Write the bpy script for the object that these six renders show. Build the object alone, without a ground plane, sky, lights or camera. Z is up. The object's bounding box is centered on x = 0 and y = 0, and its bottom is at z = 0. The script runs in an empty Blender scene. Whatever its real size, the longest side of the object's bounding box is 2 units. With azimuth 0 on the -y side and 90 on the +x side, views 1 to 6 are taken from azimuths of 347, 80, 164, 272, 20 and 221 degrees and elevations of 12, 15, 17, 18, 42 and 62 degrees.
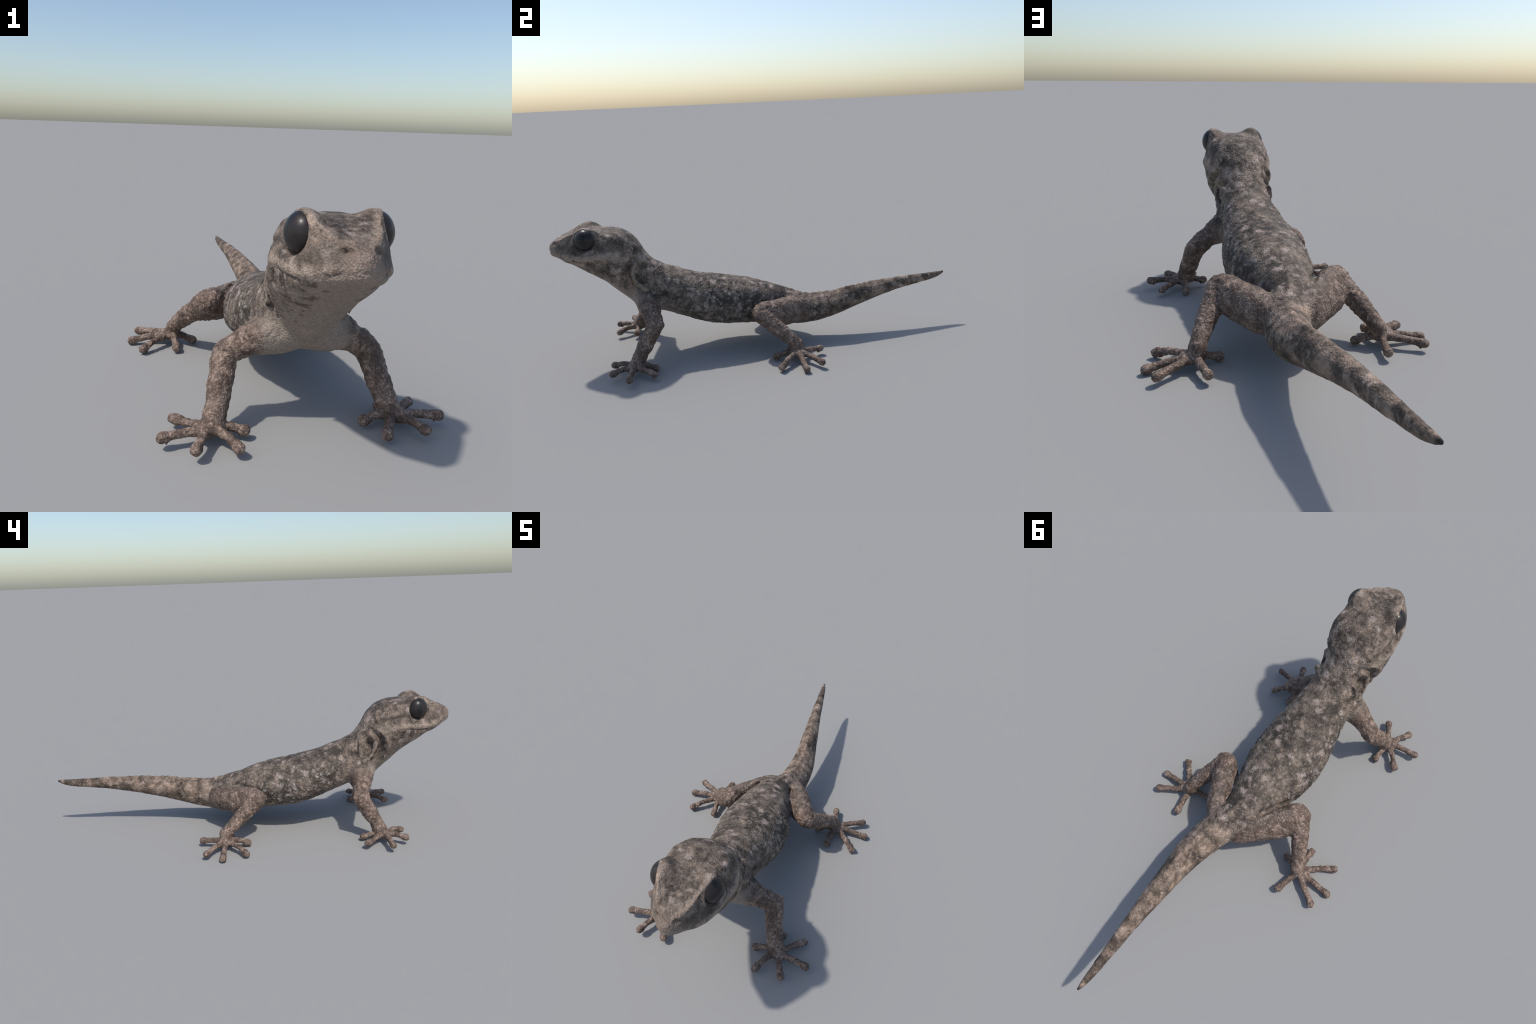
"""A gecko standing with raised head: one implicit body (lofted trunk, limb chains, toes,
folds and ridges blended smoothly), meshed, relieved, and split into anatomical parts."""
import bpy, math, random
import numpy as np
from mathutils import Vector, noise

random.seed(7)
H = 0.0036                       # cell size of the meshing grid
LO = np.array([-0.515, -1.02, -0.012])
HI = np.array([0.515, 1.02, 0.70])
DIM = np.ceil((HI - LO) / H).astype(int) + 1
AX = [LO[i] + H * np.arange(DIM[i]) for i in range(3)]
FIELD = np.full(DIM, 0.06, np.float32)

# ------------------------------------------------------------------ trunk profile
# along the spine (y): top height, belly height, half width, height of greatest width, roundness
TRUNK = [
    (-1.000, .566, .545, .004, .555, 2.0), (-.997, .576, .538, .018, .555, 2.0), (-.985, .590, .529, .034, .553, 2.1),
    (-.960, .606, .516, .057, .550, 2.2), (-.920, .621, .494, .089, .538, 2.5),
    (-.880, .634, .472, .107, .532, 2.8), (-.840, .643, .445, .119, .527, 2.9),
    (-.800, .646, .418, .128, .522, 2.9), (-.760, .641, .388, .133, .515, 2.9),
    (-.720, .638, .345, .134, .508, 2.9), (-.680, .630, .306, .129, .500, 2.8),
    (-.640, .612, .268, .110, .515, 2.6), (-.600, .576, .246, .097, .445, 2.4),
    (-.560, .506, .223, .103, .368, 2.1), (-.520, .460, .215, .107, .328, 2.1),
    (-.480, .438, .203, .113, .300, 2.1), (-.420, .415, .182, .124, .275, 2.1),
    (-.360, .390, .157, .136, .250, 2.1), (-.300, .373, .137, .149, .230, 2.1),
    (-.220, .356, .121, .155, .212, 2.1), (-.140, .340, .112, .148, .200, 2.1),
    (-.060, .322, .101, .128, .192, 2.1), (.020, .294, .086, .106, .178, 2.1),
    (.100, .266, .070, .088, .160, 2.1), (.160, .240, .071, .076, .152, 2.0),
    (.220, .227, .078, .071, .150, 2.0), (.280, .224, .086, .066, .152, 2.0),
    (.360, .231, .106, .059, .165, 2.0), (.450, .241, .132, .049, .183, 2.0),
    (.550, .249, .158, .041, .200, 2.0), (.650, .256, .182, .033, .217, 2.0),
    (.750, .259, .201, .026, .229, 2.0), (.850, .259, .213, .020, .235, 2.0),
    (.930, .258, .224, .014, .240, 2.0), (.975, .259, .238, .0085, .248, 2.0),
    (.996, .259, .249, .004, .254, 2.0)]
# sideways swing of the spine (the tail curves out and back)
SWING = [(-1.0, -.003), (-.5, 0.), (.04, -.004), (.11, .003), (.16, .024), (.22, .046), (.28, .055), (.36, .060),
         (.45, .053), (.55, .042), (.65, .031), (.75, .020), (.85, .009), (.93, .001), (1.0, -.006)]


def curve(xs, ys):
    """smooth interpolating function through control points"""
    xs, ys = np.array(xs, float), np.array(ys, float)
    d = np.diff(ys) / np.diff(xs)
    m = np.zeros_like(ys)
    m[0], m[-1] = d[0], d[-1]
    w1, w2 = 2 * np.diff(xs)[1:] + np.diff(xs)[:-1], np.diff(xs)[1:] + 2 * np.diff(xs)[:-1]
    ok = d[:-1] * d[1:] > 0
    with np.errstate(divide="ignore", invalid="ignore"):
        hm = (w1 + w2) / (w1 / d[:-1] + w2 / d[1:])
    m[1:-1] = np.where(ok, hm, 0)

    def f(x):
        x = np.clip(x, xs[0], xs[-1])
        i = np.clip(np.searchsorted(xs, x) - 1, 0, len(xs) - 2)
        h = xs[i + 1] - xs[i]
        t = (x - xs[i]) / h
        return (ys[i] * (1 + 2 * t) * (1 - t) ** 2 + m[i] * h * t * (1 - t) ** 2
                + ys[i + 1] * t * t * (3 - 2 * t) - m[i + 1] * h * t * t * (1 - t))
    return f


_T = list(zip(*TRUNK))
TOP, BELLY, WIDTH, WAIST, ROUND = (curve(_T[0], _T[k]) for k in range(1, 6))
SPINE = curve(*zip(*SWING))
BROAD = curve([-1, -.96, -.9, -.8, -.7, -.55, -.4, -.2, 0, .15, .3, 1], [2.0, 2.2, 2.45, 2.35, 1.95, 2.0, 2.2, 2.25, 2.25, 2.2, 2.0, 2.0])   # squareness of the belly


def trunk(P):
    y = P[:, 1]
    yy = np.linspace(-1.03, 1.03, 4121)
    look = lambda f: np.interp(y, yy, f(yy))
    x = np.abs(P[:, 0] - look(SPINE)) / np.maximum(look(WIDTH), .003)
    zw = look(WAIST)
    dz = P[:, 2] - zw
    up, down = np.maximum(look(TOP) - zw, .003), np.maximum(zw - look(BELLY), .003)
    r = np.where(dz > 0, up, down)
    p = np.where(dz > 0, look(ROUND), look(BROAD))
    z = np.abs(dz) / r
    F = np.maximum((x ** p + z ** p) ** (1 / p), 1e-4)
    gx = (x / F) ** (p - 1) / np.maximum(look(WIDTH), .003)
    gz = (z / F) ** (p - 1) / r
    d = (F - 1) / np.sqrt(gx * gx + gz * gz + 1e-9)
    d = np.maximum(d, np.maximum(-1.0 - y, y - .998))
    return d.astype(np.float32)


def spline(pts, n=6):
    """Catmull-Rom resampling of control points (any number of columns)"""
    p = np.array(pts, float)
    q = np.vstack([2 * p[0] - p[1], p, 2 * p[-1] - p[-2]])
    out = []
    for i in range(1, len(q) - 2):
        for t in np.arange(n) / n:
            a, b, c, d = q[i - 1:i + 3]
            out.append(.5 * (2 * b + (c - a) * t + (2 * a - 5 * b + 4 * c - d) * t * t + (3 * b - a - 3 * c + d) * t ** 3))
    return np.array(out + [p[-1]])


def chain(pts, n=4):
    """distance to a tapering tube along control points (x, y, z, radius)"""
    s = spline(pts, n)
    s[:, 3] = np.maximum(s[:, 3], .001)

    def f(P):
        best = np.full(len(P), 9.0, np.float32)
        for a, b in zip(s[:-1], s[1:]):
            ab = b[:3] - a[:3]
            v = P - a[:3]
            t = np.clip(v @ ab / (ab @ ab + 1e-12), 0, 1)
            d = np.sqrt(((v - t[:, None] * ab) ** 2).sum(1)) - (a[3] + (b[3] - a[3]) * t)
            best = np.minimum(best, d)
        return best
    f.lo = (s[:, :3] - s[:, 3:]).min(0)
    f.hi = (s[:, :3] + s[:, 3:]).max(0)
    return f


def mirror(pts, side):
    return [(side * p[0],) + tuple(p[1:]) for p in pts]


def smin(a, b, k):
    h = np.maximum(k - np.abs(a - b), 0) / k
    return np.minimum(a, b) - h * h * k * .25


def block(lo, hi):
    i0 = np.clip(np.floor((np.array(lo) - LO) / H).astype(int), 0, DIM - 1)
    i1 = np.clip(np.ceil((np.array(hi) - LO) / H).astype(int) + 1, 1, DIM)
    return tuple(slice(a, b) for a, b in zip(i0, i1))


def grid_points(sl):
    g = np.meshgrid(*[AX[i][sl[i]] for i in range(3)], indexing="ij")
    return np.stack([a.ravel() for a in g], 1)


def add(f, k, pad=.03):
    sl = block(f.lo - pad, f.hi + pad)
    old = FIELD[sl]
    d = f(grid_points(sl)).reshape(old.shape)
    FIELD[sl] = smin(old, d, k)


def emboss(pts, width, amount, n=4, both=True, waves=None):
    """raise (amount > 0) or carve the skin along a line; pts may carry a 4th column scaling the amount"""
    for side in ((1, -1) if both else (1,)):
        p = [tuple(q) + (1.0,) * (4 - len(q)) for q in pts]
        s = spline(mirror(p, side), n) if len(p) > 1 else np.array(mirror(p, side) * 2, float)
        sl = block(s[:, :3].min(0) - 2.6 * width, s[:, :3].max(0) + 2.6 * width)
        P = grid_points(sl)
        best, gain = np.full(len(P), 9.0), np.ones(len(P))
        for a, b in zip(s[:-1], s[1:]):
            ab = b[:3] - a[:3]
            v = P - a[:3]
            t = np.clip(v @ ab / (ab @ ab + 1e-12), 0, 1)
            d = ((v - t[:, None] * ab) ** 2).sum(1)
            near = d < best
            best = np.where(near, d, best)
            gain = np.where(near, a[3] + (b[3] - a[3]) * t, gain)
        if waves:
            gain = gain * (1 + waves[1] * np.sin(P[:, 1] * 2 * np.pi / waves[0]) * np.sin(P[:, 1] * 2 * np.pi / (waves[0] * 1.7) + 1))
        FIELD[sl] -= (amount * gain * np.exp(-best / width ** 2)).reshape(FIELD[sl].shape).astype(np.float32)


# ------------------------------------------------------------------ trunk into the field
for j in range(0, DIM[1], 48):
    sl = (slice(*[int((v - LO[0]) / H) for v in (-.21, .21)]), slice(j, min(j + 48, DIM[1])), slice(0, DIM[2]))
    FIELD[sl] = np.minimum(FIELD[sl], trunk(grid_points(sl)).reshape(FIELD[sl].shape))

# --- head relief
emboss([(.038, -.958, .602, .4), (.058, -.925, .616, .8), (.073, -.892, .636, 1.1), (.079, -.862, .650, 1.1), (.083, -.828, .657, .8), (.090, -.788, .652, .9), (.100, -.750, .638, .5), (.104, -.70, .61, .3)], .0125, .015)   # brow
emboss([(.0, -.925, .612, .5), (.0, -.88, .624), (.0, -.84, .634), (.0, -.79, .642, .6)], .036, -.007, both=False)          # hollow forehead
emboss([(.052, -.955, .570, .5), (.078, -.915, .578), (.094, -.888, .585, .6)], .016, -.005)                               # hollow before the eye
emboss([(.062, -.955, .545, .4), (.098, -.900, .530), (.122, -.850, .527), (.137, -.800, .528), (.142, -.760, .528), (.136, -.715, .522, .7)], .016, .007)  # upper lip and cheek
emboss([(.130, -.715, .470)], .035, .007)
emboss([(.134, -.738, .528)], .026, .010)                                                                                   # jaw muscle
emboss([(.126, -.780, .566, .8), (.130, -.748, .570), (.123, -.700, .560, .6), (.110, -.655, .545, .2)], .010, -.014)     # crease behind the eye
EYE = np.array([.091, -.824, .606])                 # centre of the eyeball, its gaze tilts up and forward
GAZE = np.array([.935, -.25, .08]); GAZE /= np.linalg.norm(GAZE)
ALONG = np.cross(GAZE, [0, 0, 1.0]); ALONG /= np.linalg.norm(ALONG)
UPLID = np.cross(ALONG, GAZE)
EYE_R = (.042, .0500, .0515)                        # depth, length, height


def eye_point(side, depth, along, up):
    p = EYE + GAZE * depth + ALONG * along + UPLID * up
    return (side * p[0], p[1], p[2])


def eye_housing(side):
    """a dome of skin round the eyeball, merged into the head, later opened by the socket"""
    c, r = np.array(eye_point(side, -.006, 0, 0)), np.array([.048, .0550, .0560])

    def f(P):
        v = (P - c) / r
        n = np.sqrt((v * v).sum(1)) + 1e-6
        return ((n - 1) * n / np.sqrt((v * v / (r * r)).sum(1) + 1e-9)).astype(np.float32)
    f.lo, f.hi = c - r, c + r
    return f


def carve_socket(side):
    sl = block((min(.03 * side, .15 * side), -.91, .53), (max(.03 * side, .15 * side), -.74, .69))
    P = grid_points(sl)
    P[:, 0] *= side
    v = P - EYE
    a, r = v @ GAZE, np.hypot(v @ ALONG / EYE_R[1], v @ UPLID / EYE_R[2]) * .0505
    d = np.maximum(r - .0500 - .40 * (a - .010), .012 - a)
    old = FIELD[sl]
    FIELD[sl] = -smin(-old, d.reshape(old.shape), .006)


add(eye_housing(1), .020)
add(eye_housing(-1), .020)
carve_socket(1)
carve_socket(-1)
mouth = [(.0, -1.0, .549, .55), (.026, -.990, .547, .6), (.052, -.966, .540, .7), (.076, -.932, .530, .8), (.094, -.893, .517), (.114, -.853, .508), (.130, -.812, .508), (.134, -.785, .510, .3)]
emboss(mouth, .0048, -.0065)                                                                                                 # mouth
emboss([(.0, -.985, .532), (.030, -.975, .530), (.058, -.945, .517), (.080, -.905, .504), (.100, -.862, .496, .6)], .013, .003)     # lower lip
emboss([(.0, -.925, .492), (.035, -.925, .496), (.066, -.895, .492), (.09, -.850, .484, .5)], .010, -.005)                  # chin crease
emboss([(.029, -.972, .590), (.036, -.962, .587)], .0070, -.012)                                                              # nostril
emboss([(.022, -.978, .590), (.027, -.966, .603), (.040, -.955, .598)], .007, .004)                                         # nostril rim
# --- neck folds
emboss([(.105, -.612, .512, .5), (.122, -.640, .500), (.133, -.668, .476, 1.1), (.132, -.692, .436), (.122, -.684, .395), (.106, -.668, .350, .4)], .013, .009)   # rear edge of the jaw
emboss([(.040, -.572, .522, .2), (.082, -.588, .508, .6), (.110, -.618, .494), (.120, -.645, .468, 1.2), (.118, -.656, .430, 1.3), (.112, -.648, .395), (.104, -.640, .360, .4)], .0135, -.030)          # groove behind it
emboss([(.092, -.612, .492, .4), (.106, -.626, .455, 1.1), (.110, -.624, .412, 1.1), (.110, -.604, .378, 1.2), (.110, -.576, .350, 1.0), (.108, -.56, .335, .4)], .0110, .030)                     # throat fold
emboss([(.085, -.577, .478, .7), (.096, -.583, .450, 1.5), (.100, -.586, .425, 1.5), (.108, -.582, .392, .9), (.112, -.556, .36, .4)], .0130, -.034)    # ear pit behind the fold
emboss([(.090, -.546, .462, .5), (.104, -.550, .435, 1.2), (.108, -.552, .405, .8)], .010, .017)                             # flap behind the pit
emboss([(.112, -.646, .388, .8), (.104, -.640, .355, 1.1), (.09, -.630, .325, .3)], .008, -.016)
emboss([(.110, -.672, .372, .6), (.097, -.668, .340, 1.1), (.080, -.655, .310, .4)], .009, .010)
emboss([(.030, -.540, .488, .3), (.070, -.525, .455), (.098, -.500, .415, .6)], .010, -.007)
emboss([(.030, -.500, .450, .3), (.08, -.482, .420), (.112, -.462, .370), (.120, -.450, .32, .4)], .010, .007)
emboss([(.04, -.470, .430, .3), (.085, -.452, .400), (.120, -.430, .350), (.128, -.42, .30, .4)], .009, -.006)
emboss([(.05, -.432, .412, .3), (.095, -.412, .380), (.128, -.385, .33), (.13, -.375, .28, .3)], .011, .005)
emboss([(.10, -.525, .385, .5), (.114, -.505, .345), (.116, -.49, .30, .5)], .012, -.006)

# ------------------------------------------------------------------ limbs (right-left pairs)
FORELIMB = [(.055, -.568, .280, .064), (.108, -.564, .268, .055), (.164, -.556, .240, .041), (.212, -.547, .205, .038), (.232, -.585, .139, .036), (.246, -.616, .090, .032), (.257, -.638, .054, .028)]
HAND = [(.252, -.624, .070, .027), (.262, -.641, .044, .027), (.274, -.653, .037, .023), (.284, -.662, .036, .019)]
FINGERS = [[(.250, -.640, .042), (.215, -.646, .044), (.171, -.654, .031)],
           [(.258, -.655, .042), (.232, -.700, .047), (.205, -.748, .034)],
           [(.278, -.668, .042), (.297, -.705, .048), (.319, -.750, .041)],
           [(.285, -.655, .042), (.340, -.663, .045), (.402, -.672, .040)],
           [(.280, -.640, .042), (.318, -.605, .042), (.361, -.560, .033)],
           [(.262, -.630, .042), (.262, -.595, .038), (.261, -.551, .020)]]
HINDLIMB = [(.052, .150, .168, .056), (.094, .100, .175, .060), (.148, .024, .186, .056), (.202, -.041, .204, .043), (.232, -.009, .169, .037), (.264, .038, .129, .034), (.292, .084, .089, .028), (.305, .108, .064, .025)]
THIGH = [(.052, .160, .148, .049), (.098, .112, .154, .051), (.152, .048, .157, .047), (.198, -.010, .172, .044)]


def pelvis_shift(pts, side):
    """the pelvis leans to the animal's left with the root of the tail"""
    return [(p[0] + side * .018 * max(0, min(1, p[1] / .12)), p[1] - .003 * (1 - side) / 2 * max(0, min(1, p[1] / .12))) + tuple(p[2:]) for p in pts]


FOOT = [(.305, .104, .066, .025), (.314, .108, .044, .025), (.326, .108, .037, .022), (.342, .106, .035, .018)]
TOES = [[(.308, .104, .040), (.268, .096, .036), (.230, .083, .021)],
        [(.310, .095, .042), (.307, .050, .040), (.302, -.003, .023)],
        [(.330, .092, .042), (.375, .050, .042), (.427, .004, .023)],
        [(.340, .108, .042), (.403, .110, .034), (.469, .111, .020)],
        [(.332, .120, .042), (.383, .156, .040), (.441, .191, .032)],
        [(.312, .122, .042), (.302, .170, .040), (.290, .225, .034)]]


def digit(pts, slim=1.0):
    a, m, b = (np.array(p) for p in pts)
    d = (b - m) / np.linalg.norm(b - m)
    a, m, b = (p - [0, 0, .0065] for p in (a, m, b))
    tip = b - d * .003
    return [(*a, .0140), (*m, .0118), (*(m * .4 + tip * .6), .0122), (*(m * .14 + tip * .86), .0150), (*tip, .0154)]


def claw(pts):
    b = np.array(pts[2]); m = np.array(pts[1])
    d = (b - m) / np.linalg.norm(b - m)
    b = b - [0, 0, .0065]
    p = b - d * .018
    return [(p[0], p[1], p[2] - .006, .006), (p[0] + d[0] * .003, p[1] + d[1] * .003, max(p[2] - .021, .0015), .0022)]


LIMBS = []          # (part name, side, field)
for side in (1, -1):
    for name, limb, foot, digits in (("forelimb", FORELIMB, HAND, FINGERS), ("hindlimb", HINDLIMB, FOOT, TOES)):
        f = chain(mirror(pelvis_shift(limb[:3], side) + limb[3:] if name == "hindlimb" else limb, side), 5)
        if name == "forelimb":
            add(f, .030)
        else:
            add(f, .012)
            b = chain(mirror(pelvis_shift(THIGH[:2], side) + THIGH[2:], side), 4)
            add(b, .014)
            LIMBS.append((name, side, 0, b))
        LIMBS.append((name, side, 0, f))
        g = chain(mirror(foot, side), 3)
        add(g, .014)
        LIMBS.append(("hand" if name == "forelimb" else "foot", side, 0, g))
        for i, d in enumerate(digits):
            t = chain(mirror(digit(d), side), 4)
            add(t, .012, .02)
            add(chain(mirror(claw(d), side), 2), .004, .01)
            LIMBS.append(("finger" if name == "forelimb" else "toe", side, i, t))
emboss([(.095, -.590, .345)], .042, .014)            # shoulder blade
# elbow point, heel, knee bulge
emboss([(.238, -.512, .207)], .022, .010)
emboss([(.232, -.620, .085)], .014, .004)
emboss([(.296, .128, .078)], .016, .007)
emboss([(.165, -.02, .245)], .03, .004)
# --- hips and tail
emboss([(.142, -.060, .215, .4), (.118, -.020, .225, .8), (.090, .060, .232), (.066, .125, .205, .7)], .010, -.018)       # crease over the thigh
emboss([(.148, -.085, .200, .5), (.150, -.080, .165), (.140, -.070, .120, .5)], .014, -.024)                              # flank stands clear of the knee
emboss([(.092, .085, .245)], .020, .005)
emboss([(.060, .145, .232)], .022, .008)
emboss([(.052, .165, .150, .6), (.045, .185, .115)], .014, -.006)
emboss([(.005, .08, .272, .3), (.016, .14, .250), (.045, .21, .232), (.056, .28, .228), (.060, .36, .234), (.053, .45, .244), (.042, .55, .251), (.031, .65, .257, .5)], .011, .007, both=False, waves=(.055, .7))   # tail crest
emboss([(.01, .20, .19, .3), (.020, .28, .20), (.026, .36, .205), (.026, .45, .21), (.025, .55, .225, .3)], .016, -.004, both=False)
emboss([(.085, .20, .19, .3), (.098, .28, .20), (.095, .36, .205), (.082, .45, .21), (.06, .55, .225, .3)], .016, -.004, both=False)
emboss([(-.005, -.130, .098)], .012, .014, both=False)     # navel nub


FIELD -= .0008          # the meshing below shrinks thin parts a little


# ------------------------------------------------------------------ meshing (dual surface nets)
def surface_nets(F):
    inside = F < 0
    c = np.zeros(tuple(np.array(F.shape) - 1), np.uint8)
    corners = [(i, j, k) for i in (0, 1) for j in (0, 1) for k in (0, 1)]
    n = [s - 1 for s in F.shape]
    for i, j, k in corners:
        c += inside[i:i + n[0], j:j + n[1], k:k + n[2]]
    act = np.argwhere((c > 0) & (c < 8))
    idx = np.full(c.shape, -1, np.int32)
    idx[tuple(act.T)] = np.arange(len(act))
    acc, cnt = np.zeros((len(act), 3)), np.zeros(len(act))
    for a in corners:
        for ax in range(3):
            if a[ax]:
                continue
            b = list(a); b[ax] = 1
            fa, fb = F[tuple((act + a).T)], F[tuple((act + b).T)]
            x = (fa < 0) != (fb < 0)
            t = np.where(x, fa / np.where(x, fa - fb, 1), 0)
            p = np.array(a, float)[None].repeat(len(act), 0)
            p[:, ax] = t
            acc += p * x[:, None]
            cnt += x
    verts = LO + H * (act + acc / cnt[:, None])
    quads = []
    for ax in range(3):
        u, v = (ax + 1) % 3, (ax + 2) % 3
        s0 = [slice(0, None)] * 3; s1 = [slice(0, None)] * 3
        s0[ax], s1[ax] = slice(0, -1), slice(1, None)
        e = np.argwhere(inside[tuple(s0)] != inside[tuple(s1)])
        e = e[(e[:, u] > 0) & (e[:, v] > 0)]
        du, dv = np.eye(3, dtype=int)[u], np.eye(3, dtype=int)[v]
        q = np.stack([idx[tuple(np.minimum(e - o, np.array(c.shape) - 1).T)] for o in (du + dv, dv, 0 * du, du)], 1)
        flip = ~inside[tuple(e.T)]
        q[flip] = q[flip][:, ::-1]
        quads.append(q)
    q = np.vstack(quads)
    return verts, q[(q >= 0).all(1)]


V, Q = surface_nets(FIELD)
del FIELD


def relax(V, Q, rounds, w):
    e = np.vstack([Q[:, [0, 1]], Q[:, [1, 2]], Q[:, [2, 3]], Q[:, [3, 0]]])
    deg = np.bincount(e.ravel(), minlength=len(V))[:, None]
    for lam in [w, -w * 1.02] * rounds:
        s = np.zeros_like(V)
        for k in range(3):
            s[:, k] = np.bincount(e[:, 0], V[e[:, 1], k], len(V)) + np.bincount(e[:, 1], V[e[:, 0], k], len(V))
        V = V + lam * (s / deg - V)
    return V


V = relax(V, Q, 4, .5)


def normals(V, Q):
    n = np.cross(V[Q[:, 2]] - V[Q[:, 0]], V[Q[:, 3]] - V[Q[:, 1]])
    out = np.zeros_like(V)
    for c in range(4):
        for k in range(3):
            out[:, k] += np.bincount(Q[:, c], n[:, k], len(V))
    return out / (np.linalg.norm(out, axis=1, keepdims=True) + 1e-12)


# ------------------------------------------------------------------ skin relief: lumps, wrinkles, flank tubercles
def ramp(x, a, b):
    t = np.clip((x - a) / (b - a), 0, 1)
    return t * t * (3 - 2 * t)


N = normals(V, Q)
lump = np.array([noise.noise(Vector(p) * 26) for p in V])
fine = np.array([noise.noise(Vector(p) * 75 + Vector((3, 1, 7))) for p in V])
ax, y, z = np.abs(V[:, 0]), V[:, 1], V[:, 2]
torso = ramp(y, -.55, -.42) * (1 - ramp(y, .0, .12))
neck = ramp(y, -.66, -.60) * (1 - ramp(y, -.50, -.40)) * ramp(ax, .03, .09)
limb = ramp(ax, .15, .19)
amp = .0016 + .0012 * torso + .0036 * neck - .0008 * limb
peb = np.array([noise.voronoi(Vector(p) * 62)[0][0] for p in V])
peb = np.clip(.45 - peb, -.3, .45)
head_ = 1 - ramp(y, -.70, -.62)
V = V + N * (peb * (.0012 + .0042 * torso * ramp(ax, .06, .12) + .0020 * limb + .0010 * neck - .0006 * head_))[:, None]
V = V + N * (lump * amp + fine * (.0005 + .0006 * torso + .0014 * neck))[:, None]
V[:, 2] = np.maximum(V[:, 2], 0.0)
N = normals(V, Q)

# ------------------------------------------------------------------ materials
def nodes_of(mat):
    mat.use_nodes = True
    nt = mat.node_tree
    return nt, nt.nodes["Principled BSDF"], nt.links


class Net:
    """small helper to write node graphs as expressions"""
    def __init__(self, nt):
        self.nt = nt

    def node(self, kind, **kw):
        n = self.nt.nodes.new(kind)
        for k, v in kw.items():
            setattr(n, k, v)
        return n

    def put(self, sock, v):
        if hasattr(v, "is_linked"):
            self.nt.links.new(v, sock)
        elif v is not None:
            sock.default_value = v

    def math(self, op, a, b=None, c=None, clamp=False):
        n = self.node("ShaderNodeMath", operation=op, use_clamp=clamp)
        for s, v in zip(n.inputs, (a, b, c)):
            self.put(s, v)
        return n.outputs[0]

    def step(self, x, a, b, lo=0.0, hi=1.0):
        n = self.node("ShaderNodeMapRange", interpolation_type="SMOOTHSTEP")
        self.put(n.inputs[0], x)
        for s, v in zip(n.inputs[1:5], (a, b, lo, hi)):
            self.put(s, v)
        return n.outputs[0]

    def mix(self, f, a, b, blend="MIX"):
        n = self.node("ShaderNodeMix", data_type="RGBA", blend_type=blend)
        self.put(n.inputs[0], f)
        self.put(n.inputs[6], a if not isinstance(a, tuple) else (*a, 1))
        self.put(n.inputs[7], b if not isinstance(b, tuple) else (*b, 1))
        return n.outputs[2]

    def noise(self, vec, scale, detail=3, rough=.55, distort=0.0):
        n = self.node("ShaderNodeTexNoise")
        self.put(n.inputs["Vector"], vec)
        self.put(n.inputs["Scale"], scale); self.put(n.inputs["Detail"], detail)
        self.put(n.inputs["Roughness"], rough); self.put(n.inputs["Distortion"], distort)
        return n.outputs[0]

    def cells(self, vec, scale, feature="F1", rnd=1.0):
        n = self.node("ShaderNodeTexVoronoi", feature=feature)
        self.put(n.inputs["Vector"], vec)
        self.put(n.inputs["Scale"], scale); self.put(n.inputs["Randomness"], rnd)
        return n

    def shift(self, vec, loc=(0, 0, 0), scale=(1, 1, 1)):
        n = self.node("ShaderNodeMapping")
        self.put(n.inputs[0], vec)
        n.inputs[1].default_value, n.inputs[3].default_value = loc, scale
        return n.outputs[0]


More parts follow.
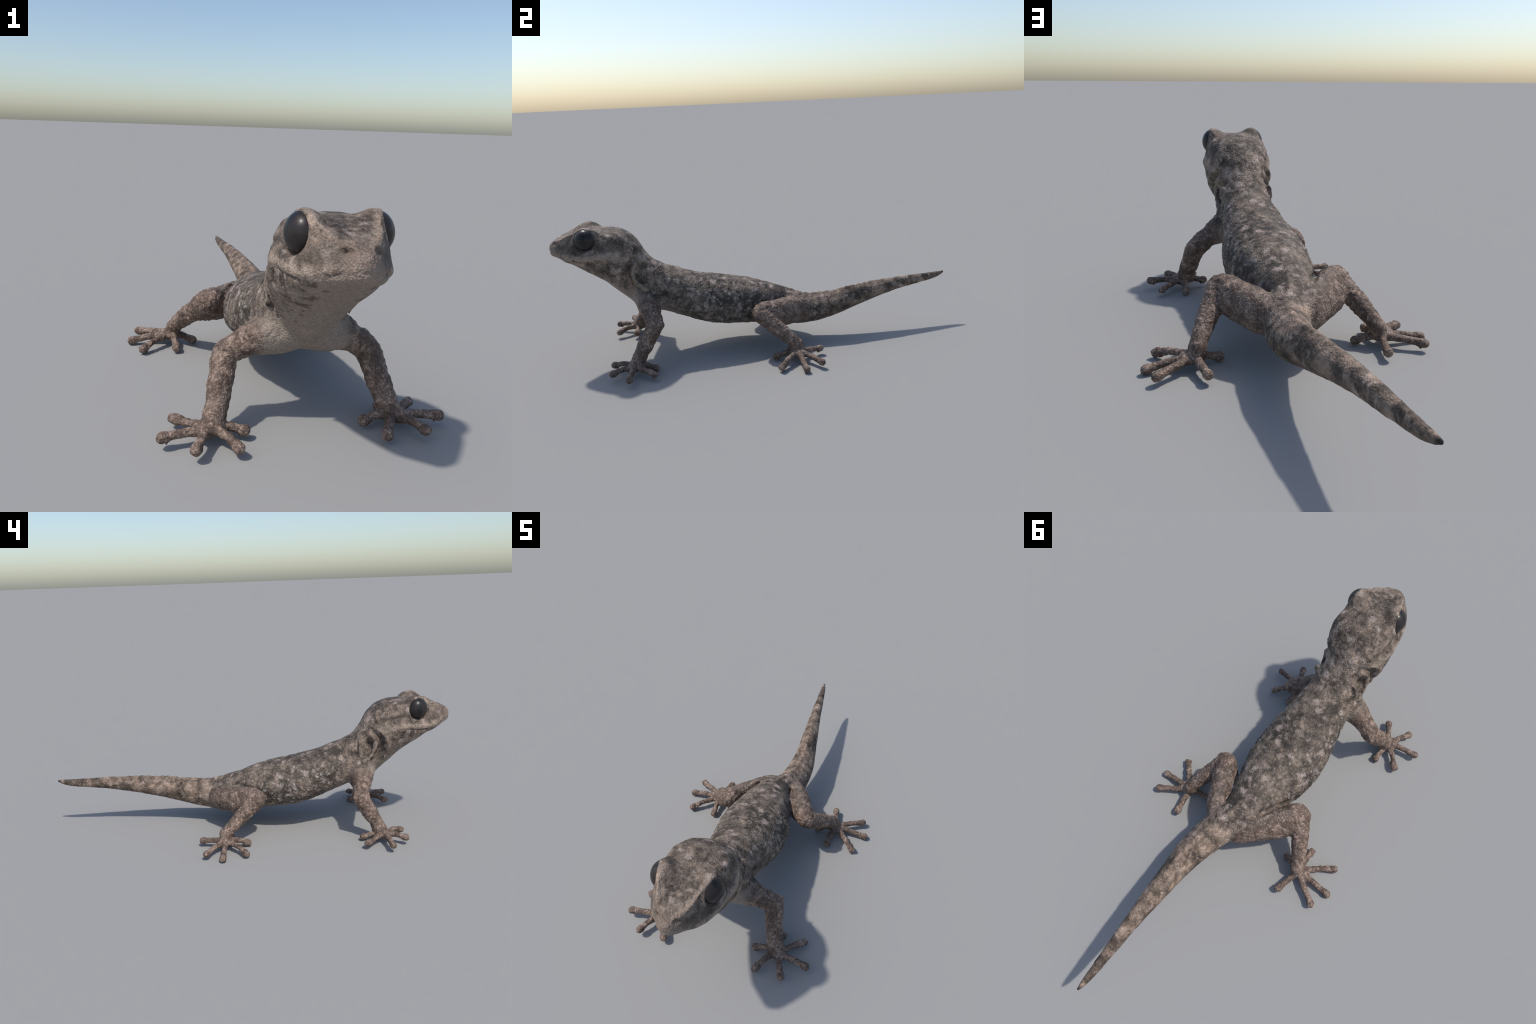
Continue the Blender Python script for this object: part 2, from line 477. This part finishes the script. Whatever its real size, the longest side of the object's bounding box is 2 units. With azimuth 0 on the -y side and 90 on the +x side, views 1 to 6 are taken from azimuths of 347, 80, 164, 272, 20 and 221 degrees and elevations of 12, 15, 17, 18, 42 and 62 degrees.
def skin_material():
    mat = bpy.data.materials.new("mottled_skin")
    nt, bsdf, links = nodes_of(mat)
    g = Net(nt)
    co = g.node("ShaderNodeTexCoord").outputs["Object"]
    sep = g.node("ShaderNodeSeparateXYZ"); g.put(sep.inputs[0], co)
    x, y, z = sep.outputs
    ax = g.math("ABSOLUTE", x)
    both = g.node("ShaderNodeCombineXYZ")
    for s_, v_ in zip(both.inputs, (ax, y, z)):
        g.put(s_, v_)
    both = both.outputs[0]                                  # position folded onto one side
    M = lambda a, b: g.math("MULTIPLY", a, b)
    inv = lambda a: g.math("SUBTRACT", 1.0, a)
    vec = lambda op, a, b=None: (lambda n: (g.put(n.inputs[0], a), g.put(n.inputs[1], b), n)[2])(g.node("ShaderNodeVectorMath", operation=op))

    def blend(*masks):
        out = masks[0]
        for m in masks[1:]:
            out = M(out, m)
        return out

    # gentle domain warp, so that no border is a clean line
    nz = g.node("ShaderNodeTexNoise"); g.put(nz.inputs["Vector"], co); nz.inputs["Scale"].default_value = 34; nz.inputs["Detail"].default_value = 3
    centred = vec("SUBTRACT", nz.outputs["Color"], (.5, .5, .5)).outputs[0]
    sc = g.node("ShaderNodeVectorMath", operation="SCALE"); g.put(sc.inputs[0], centred); sc.inputs["Scale"].default_value = .045
    wco = vec("ADD", co, sc.outputs[0]).outputs[0]
    wboth = vec("ADD", both, sc.outputs[0]).outputs[0]

    def along(pts, r0, r1, where=None):
        """soft mask round a polyline: 1 within r0, 0 beyond r1"""
        best = None
        for a, b in zip(pts[:-1], pts[1:]):
            a, b = Vector(a), Vector(b)
            ab = b - a
            pa = vec("SUBTRACT", where or wboth, tuple(a)).outputs[0]
            t = g.math("MULTIPLY", vec("DOT_PRODUCT", pa, tuple(ab / ab.length_squared)).outputs["Value"], 1.0, clamp=True)
            k = g.node("ShaderNodeVectorMath", operation="SCALE"); k.inputs[0].default_value = ab; g.put(k.inputs["Scale"], t)
            d = vec("DISTANCE", pa, k.outputs[0]).outputs["Value"]
            best = d if best is None else g.math("MINIMUM", best, d)
        return inv(g.step(best, r0, r1))

    # where things are
    fore = blend(g.step(ax, .105, .155), inv(g.step(y, -.47, -.43)), inv(g.step(z, .29, .35)))
    hind = g.math('MAXIMUM', along([(.085, .158, .165), (.115, .105, .172), (.155, .028, .182), (.206, -.036, .198)], .052, .072), blend(g.step(ax, .165, .19), g.step(y, -.115, -.06)))
    limb = g.math("MAXIMUM", fore, hind)
    head = inv(g.step(y, -.70, -.60))
    torso = blend(g.step(y, -.56, -.42), inv(g.step(y, .02, .16)), inv(limb))
    line = g.math("MULTIPLY_ADD", y, -.62, -.045)
    throat = blend(inv(g.step(g.math("SUBTRACT", z, line), -.035, .04)), inv(g.step(y, -.46, -.36)), inv(limb))

    # base mottling
    wide = g.noise(co, 7.0, 2, .5)
    blot = g.noise(co, 21.0, 5, .62, .35)
    grain = g.noise(co, 105.0, 3, .65)
    fine = g.cells(co, 175.0).outputs["Distance"]
    v = g.math("MULTIPLY_ADD", blot, .80, M(wide, .20))
    v = g.math("MULTIPLY_ADD", g.math("SUBTRACT", grain, .5), .38, v)
    rmp = g.node("ShaderNodeValToRGB")
    cr = rmp.color_ramp
    cr.elements[0].position, cr.elements[0].color = .34, (.040, .034, .030, 1)
    cr.elements[1].position, cr.elements[1].color = .70, (.42, .335, .272, 1)
    for pos, c in ((.43, (.083, .069, .058)), (.51, (.155, .128, .107)), (.60, (.250, .206, .172))):
        e = cr.elements.new(pos); e.color = (*c, 1)
    g.put(rmp.inputs[0], v)
    col = rmp.outputs[0]
    # back and flanks: darker slate, scattered pale spots
    col = g.mix(torso, col, g.mix(1.0, col, (.86, .87, .855), "MULTIPLY"))
    col = g.mix(M(torso, .15), col, (.078, .073, .068))
    stretch = g.shift(wco, (0, 0, 0), (1.0, 1.25, 1.0))
    spots = g.cells(stretch, 20.0)
    sepc = g.node("ShaderNodeSeparateColor"); g.put(sepc.inputs[0], spots.outputs["Color"])
    spot = blend(inv(g.step(spots.outputs["Distance"], .12, .46)), g.step(sepc.outputs[0], .22, .45), inv(limb), inv(throat))
    spot = M(spot, g.step(grain, .26, .52))
    col = g.mix(M(spot, .85), col, (.40, .345, .315))
    second = g.cells(g.shift(wco, (3, 1, 2)), 34.0)
    seps = g.node("ShaderNodeSeparateColor"); g.put(seps.inputs[0], second.outputs["Color"])
    small = blend(inv(g.step(second.outputs["Distance"], .10, .48)), g.step(seps.outputs[0], .30, .55), inv(limb), inv(throat), g.step(grain, .28, .55))
    col = g.mix(M(small, .55), col, (.34, .30, .272))
    # small whitish scales on the flanks
    tub = g.cells(wco, 47.0)
    sept = g.node("ShaderNodeSeparateColor"); g.put(sept.inputs[0], tub.outputs["Color"])
    flank = M(torso, g.step(ax, .085, .125))
    tubm = blend(inv(g.step(tub.outputs["Distance"], .12, .52)), g.step(sept.outputs[0], .35, .6), flank, g.step(grain, .25, .55))
    col = g.mix(M(tubm, .75), col, (.38, .365, .36))
    gaps = M(g.step(tub.outputs["Distance"], .50, .72), flank)
    col = g.mix(M(gaps, .5), col, (.045, .042, .042))
    # tail: blotchy cross bands, clearer toward the tip
    wob = g.math("MULTIPLY_ADD", g.noise(co, 17.0, 3), .16, y)
    band = g.math("SINE", g.math("MULTIPLY_ADD", wob, 48.0, 1.0))
    far = blend(g.step(y, .35, .72), g.step(g.noise(co, 13.0, 2), .40, .55))
    col = g.mix(blend(g.step(band, .30, .95), far, g.math("ADD", grain, .15)), col, (.370, .300, .255))
    col = g.mix(blend(g.step(band, -.25, -.9), far, g.math("ADD", grain, .15)), col, (.062, .051, .045))
    tailm = g.step(y, .16, .30)
    col = g.mix(tailm, col, g.mix(1.0, col, (1.0, .96, .92), "MULTIPLY"))
    col = g.mix(g.step(y, .972, .992), col, (.035, .031, .030))
    crown = along([(0, -.92, .62), (0, -.80, .65), (0, -.66, .63)], .045, .105)
    col = g.mix(M(crown, .8), col, g.mix(1.0, col, (.66, .665, .66), "MULTIPLY"))
    # head: dark stripe before and behind the eye, pale brow, lip and jaw line
    stripe = along([(.050, -.960, .572), (.085, -.900, .572), (.108, -.870, .565)], .006, .030)
    stripe = g.math("MAXIMUM", stripe, along([(.128, -.775, .575), (.128, -.740, .580), (.115, -.665, .560)], .004, .030))
    col = g.mix(M(stripe, M(g.step(grain, .25, .60), .68)), col, (.070, .061, .054))
    brow = along([(.055, -.915, .618), (.080, -.855, .665), (.088, -.815, .665)], .006, .024)
    lip = along([(.075, -.955, .535), (.115, -.880, .525), (.140, -.800, .530), (.138, -.720, .525), (.120, -.640, .505)], .006, .026)
    col = g.mix(M(g.math("MAXIMUM", M(brow, .65), lip), g.math("MULTIPLY_ADD", grain, 1.2, .05)), col, (.390, .330, .275))
    lipdots = M(along([(.070, -.945, .522), (.118, -.860, .515)], .004, .012), g.step(g.noise(co, 48.0, 2), .54, .62))
    col = g.mix(lipdots, col, (.055, .043, .038))
    seam = along([(0, -1.0, .549), (.026, -.990, .547), (.052, -.966, .540), (.076, -.932, .530), (.094, -.893, .517), (.114, -.853, .508), (.132, -.812, .508)], .001, .0065, both)
    col = g.mix(M(seam, .7), col, (.075, .058, .048))
    # neck folds: cream ridges; crease and ear-pit shadow painted dark into the skin
    fold = along([(.112, -.612, .484), (.122, -.624, .440), (.122, -.612, .390), (.118, -.575, .350)], .005, .017)
    fold = g.math("MAXIMUM", fold, along([(.133, -.690, .430), (.124, -.684, .390), (.106, -.668, .345)], .004, .014))
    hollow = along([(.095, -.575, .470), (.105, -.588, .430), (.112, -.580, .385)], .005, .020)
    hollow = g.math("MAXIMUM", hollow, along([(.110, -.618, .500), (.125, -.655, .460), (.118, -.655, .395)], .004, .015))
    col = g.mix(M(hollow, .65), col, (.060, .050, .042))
    col = g.mix(M(fold, g.math('MULTIPLY_ADD', grain, .8, .15)), col, g.mix(grain, (.27, .235, .185), (.40, .355, .29)))
    # throat and chest: even, pale, finely granular, with dark flecks under the jaw
    pale = g.mix(grain, (.250, .218, .190), (.370, .325, .287))
    fl = g.noise(g.shift(co, (2, 5, 1), (1, 1, 1.4)), 36.0, 3, .6)
    pale = g.mix(blend(g.step(fl, .53, .62), g.step(ax, .015, .065), inv(g.step(y, -.66, -.60)), g.step(z, .30, .40), .8), pale, (.060, .046, .040))
    col = g.mix(M(throat, .85), col, pale)
    belly = blend(inv(g.step(z, .115, .160)), g.step(y, -.52, -.42), inv(g.step(y, .10, .25)), inv(limb))
    col = g.mix(M(belly, .75), col, g.mix(grain, (.21, .170, .142), (.33, .270, .228)))
    # limbs: warm brown, dark and pale fine network
    net = g.cells(wco, 108.0)
    lnoise = g.noise(co, 30.0, 3, .6)
    lnoise = g.math("MULTIPLY_ADD", g.math("SUBTRACT", grain, .5), .5, lnoise)
    lcol = g.mix(g.step(lnoise, .34, .68), (.125, .092, .075), (.370, .290, .243))
    lcol = g.mix(M(g.step(net.outputs["Distance"], .30, .62), .58), lcol, (.062, .045, .037))
    col = g.mix(M(limb, .94), col, lcol)
    # nose tip
    nose = inv(g.step(y, -.990, -.940))
    col = g.mix(M(nose, .45), col, g.mix(grain, (.22, .170, .142), (.36, .290, .245)))
    # fine scale grain
    col = g.mix(.45, col, g.mix(g.step(fine, .20, .70), (1.22, 1.22, 1.22), (.62, .61, .60)), "MULTIPLY")
    col = g.mix(1.0, col, (1.055, .975, .915), "MULTIPLY")
    g.put(bsdf.inputs["Base Color"], col)
    bsdf.inputs["Roughness"].default_value = .66
    bsdf.inputs["Specular IOR Level"].default_value = .25
    b1 = g.node("ShaderNodeBump"); b1.inputs["Strength"].default_value = .7; b1.inputs["Distance"].default_value = .0035
    g.put(b1.inputs["Height"], g.math("MULTIPLY_ADD", tubm, 1.0, g.math("MULTIPLY_ADD", fine, -.9, M(grain, .7))))
    g.put(bsdf.inputs["Normal"], b1.outputs[0])
    return mat


def eye_material():
    mat = bpy.data.materials.new("dark_eye")
    nt, bsdf, links = nodes_of(mat)
    g = Net(nt)
    co = g.node("ShaderNodeTexCoord").outputs["Object"]
    sep = g.node("ShaderNodeSeparateXYZ"); g.put(sep.inputs[0], co)
    wob = g.math("MULTIPLY_ADD", g.noise(co, 60, 2), .012, g.math("ABSOLUTE", g.math("SUBTRACT", sep.outputs[1], float(EYE[1] - .004))))
    slit = g.step(wob, .012, .019)
    iris = g.mix(g.noise(co, 70, 3), (.014, .011, .011), (.036, .028, .025))
    g.put(bsdf.inputs["Base Color"], g.mix(slit, (.012, .012, .012), iris))
    bsdf.inputs["Roughness"].default_value = .36
    bsdf.inputs["Specular IOR Level"].default_value = .25
    bsdf.inputs["Coat Weight"].default_value = .12
    bsdf.inputs["Coat Roughness"].default_value = .08
    return mat


SKIN, DARK = skin_material(), eye_material()

# ------------------------------------------------------------------ split into anatomical parts
C = V[Q].mean(1)
d_trunk = trunk(C)
best = d_trunk + .004
region = np.zeros(len(Q), int)
names = {}
cy, cz = C[:, 1], C[:, 2]
tr = np.where(cy < -.60 - (.55 - cz) * .63, 0, np.where(cy < -.47 + (cz - .3) * -.25, 1, np.where(cy < .165, 2, 3)))
region[:] = tr
PARTS = ["head", "neck", "torso", "tail"]
for i, (name, side, k, f) in enumerate(LIMBS):
    near = ((C > f.lo - .03) & (C < f.hi + .03)).all(1)
    d = np.full(len(C), 9.0)
    d[near] = f(C[near])
    take = d < best
    if name in ("hand", "foot"):
        take = d < best + .001
    best = np.where(take, d, best)
    if name == "hindlimb" and PARTS[-1] == name:
        region[take] = 4 + i - 1
        PARTS.append(None)
    else:
        PARTS.append(name)
        region[take] = 4 + i

root = bpy.data.objects.new("gecko", None)
root["label"] = "mottled grey-brown gecko standing with raised head and long tail"
root["category"] = "lizard"
bpy.context.scene.collection.objects.link(root)


def make_part(name, faces, parent):
    used, local = np.unique(faces, return_inverse=True)
    me = bpy.data.meshes.new(name)
    me.from_pydata(V[used].tolist(), [], local.reshape(-1, 4).tolist())
    me.polygons.foreach_set("use_smooth", np.ones(len(faces), bool))
    me.materials.append(SKIN)
    me.update()
    me.normals_split_custom_set_from_vertices(N[used].tolist())
    ob = bpy.data.objects.new(name, me)
    ob.parent = parent
    bpy.context.scene.collection.objects.link(ob)
    return ob


objs, owner = {}, None
for r, name in enumerate(PARTS):
    faces = Q[region == r]
    if len(faces) == 0:
        continue
    if name in ("hand", "foot", "finger", "toe"):
        make_part(name, faces, owner)
    else:
        ob = make_part(name, faces, root)
        objs[name] = ob
        if name in ("forelimb", "hindlimb"):
            owner = ob

# ------------------------------------------------------------------ eyes
for side in (1, -1):
    n, m = 40, 28
    vs, fs = [], []
    for i in range(m + 1):
        t = math.pi * i / m
        for j in range(n):
            p = 2 * math.pi * j / n
            vs.append(eye_point(side, EYE_R[0] * math.cos(t), EYE_R[1] * math.sin(t) * math.cos(p), EYE_R[2] * math.sin(t) * math.sin(p)))
    for i in range(m):
        for j in range(n):
            a, b = i * n + j, i * n + (j + 1) % n
            q = (a, b, b + n, a + n)
            fs.append(q if side > 0 else q[::-1])
    me = bpy.data.meshes.new("eye")
    me.from_pydata(vs, [], fs)
    me.validate()
    me.polygons.foreach_set("use_smooth", np.ones(len(me.polygons), bool))
    me.materials.append(DARK)
    ob = bpy.data.objects.new("eye", me)
    ob.parent = objs["head"]
    bpy.context.scene.collection.objects.link(ob)
print("verts", len(V), "faces", len(Q), "min", V.min(0), "max", V.max(0))
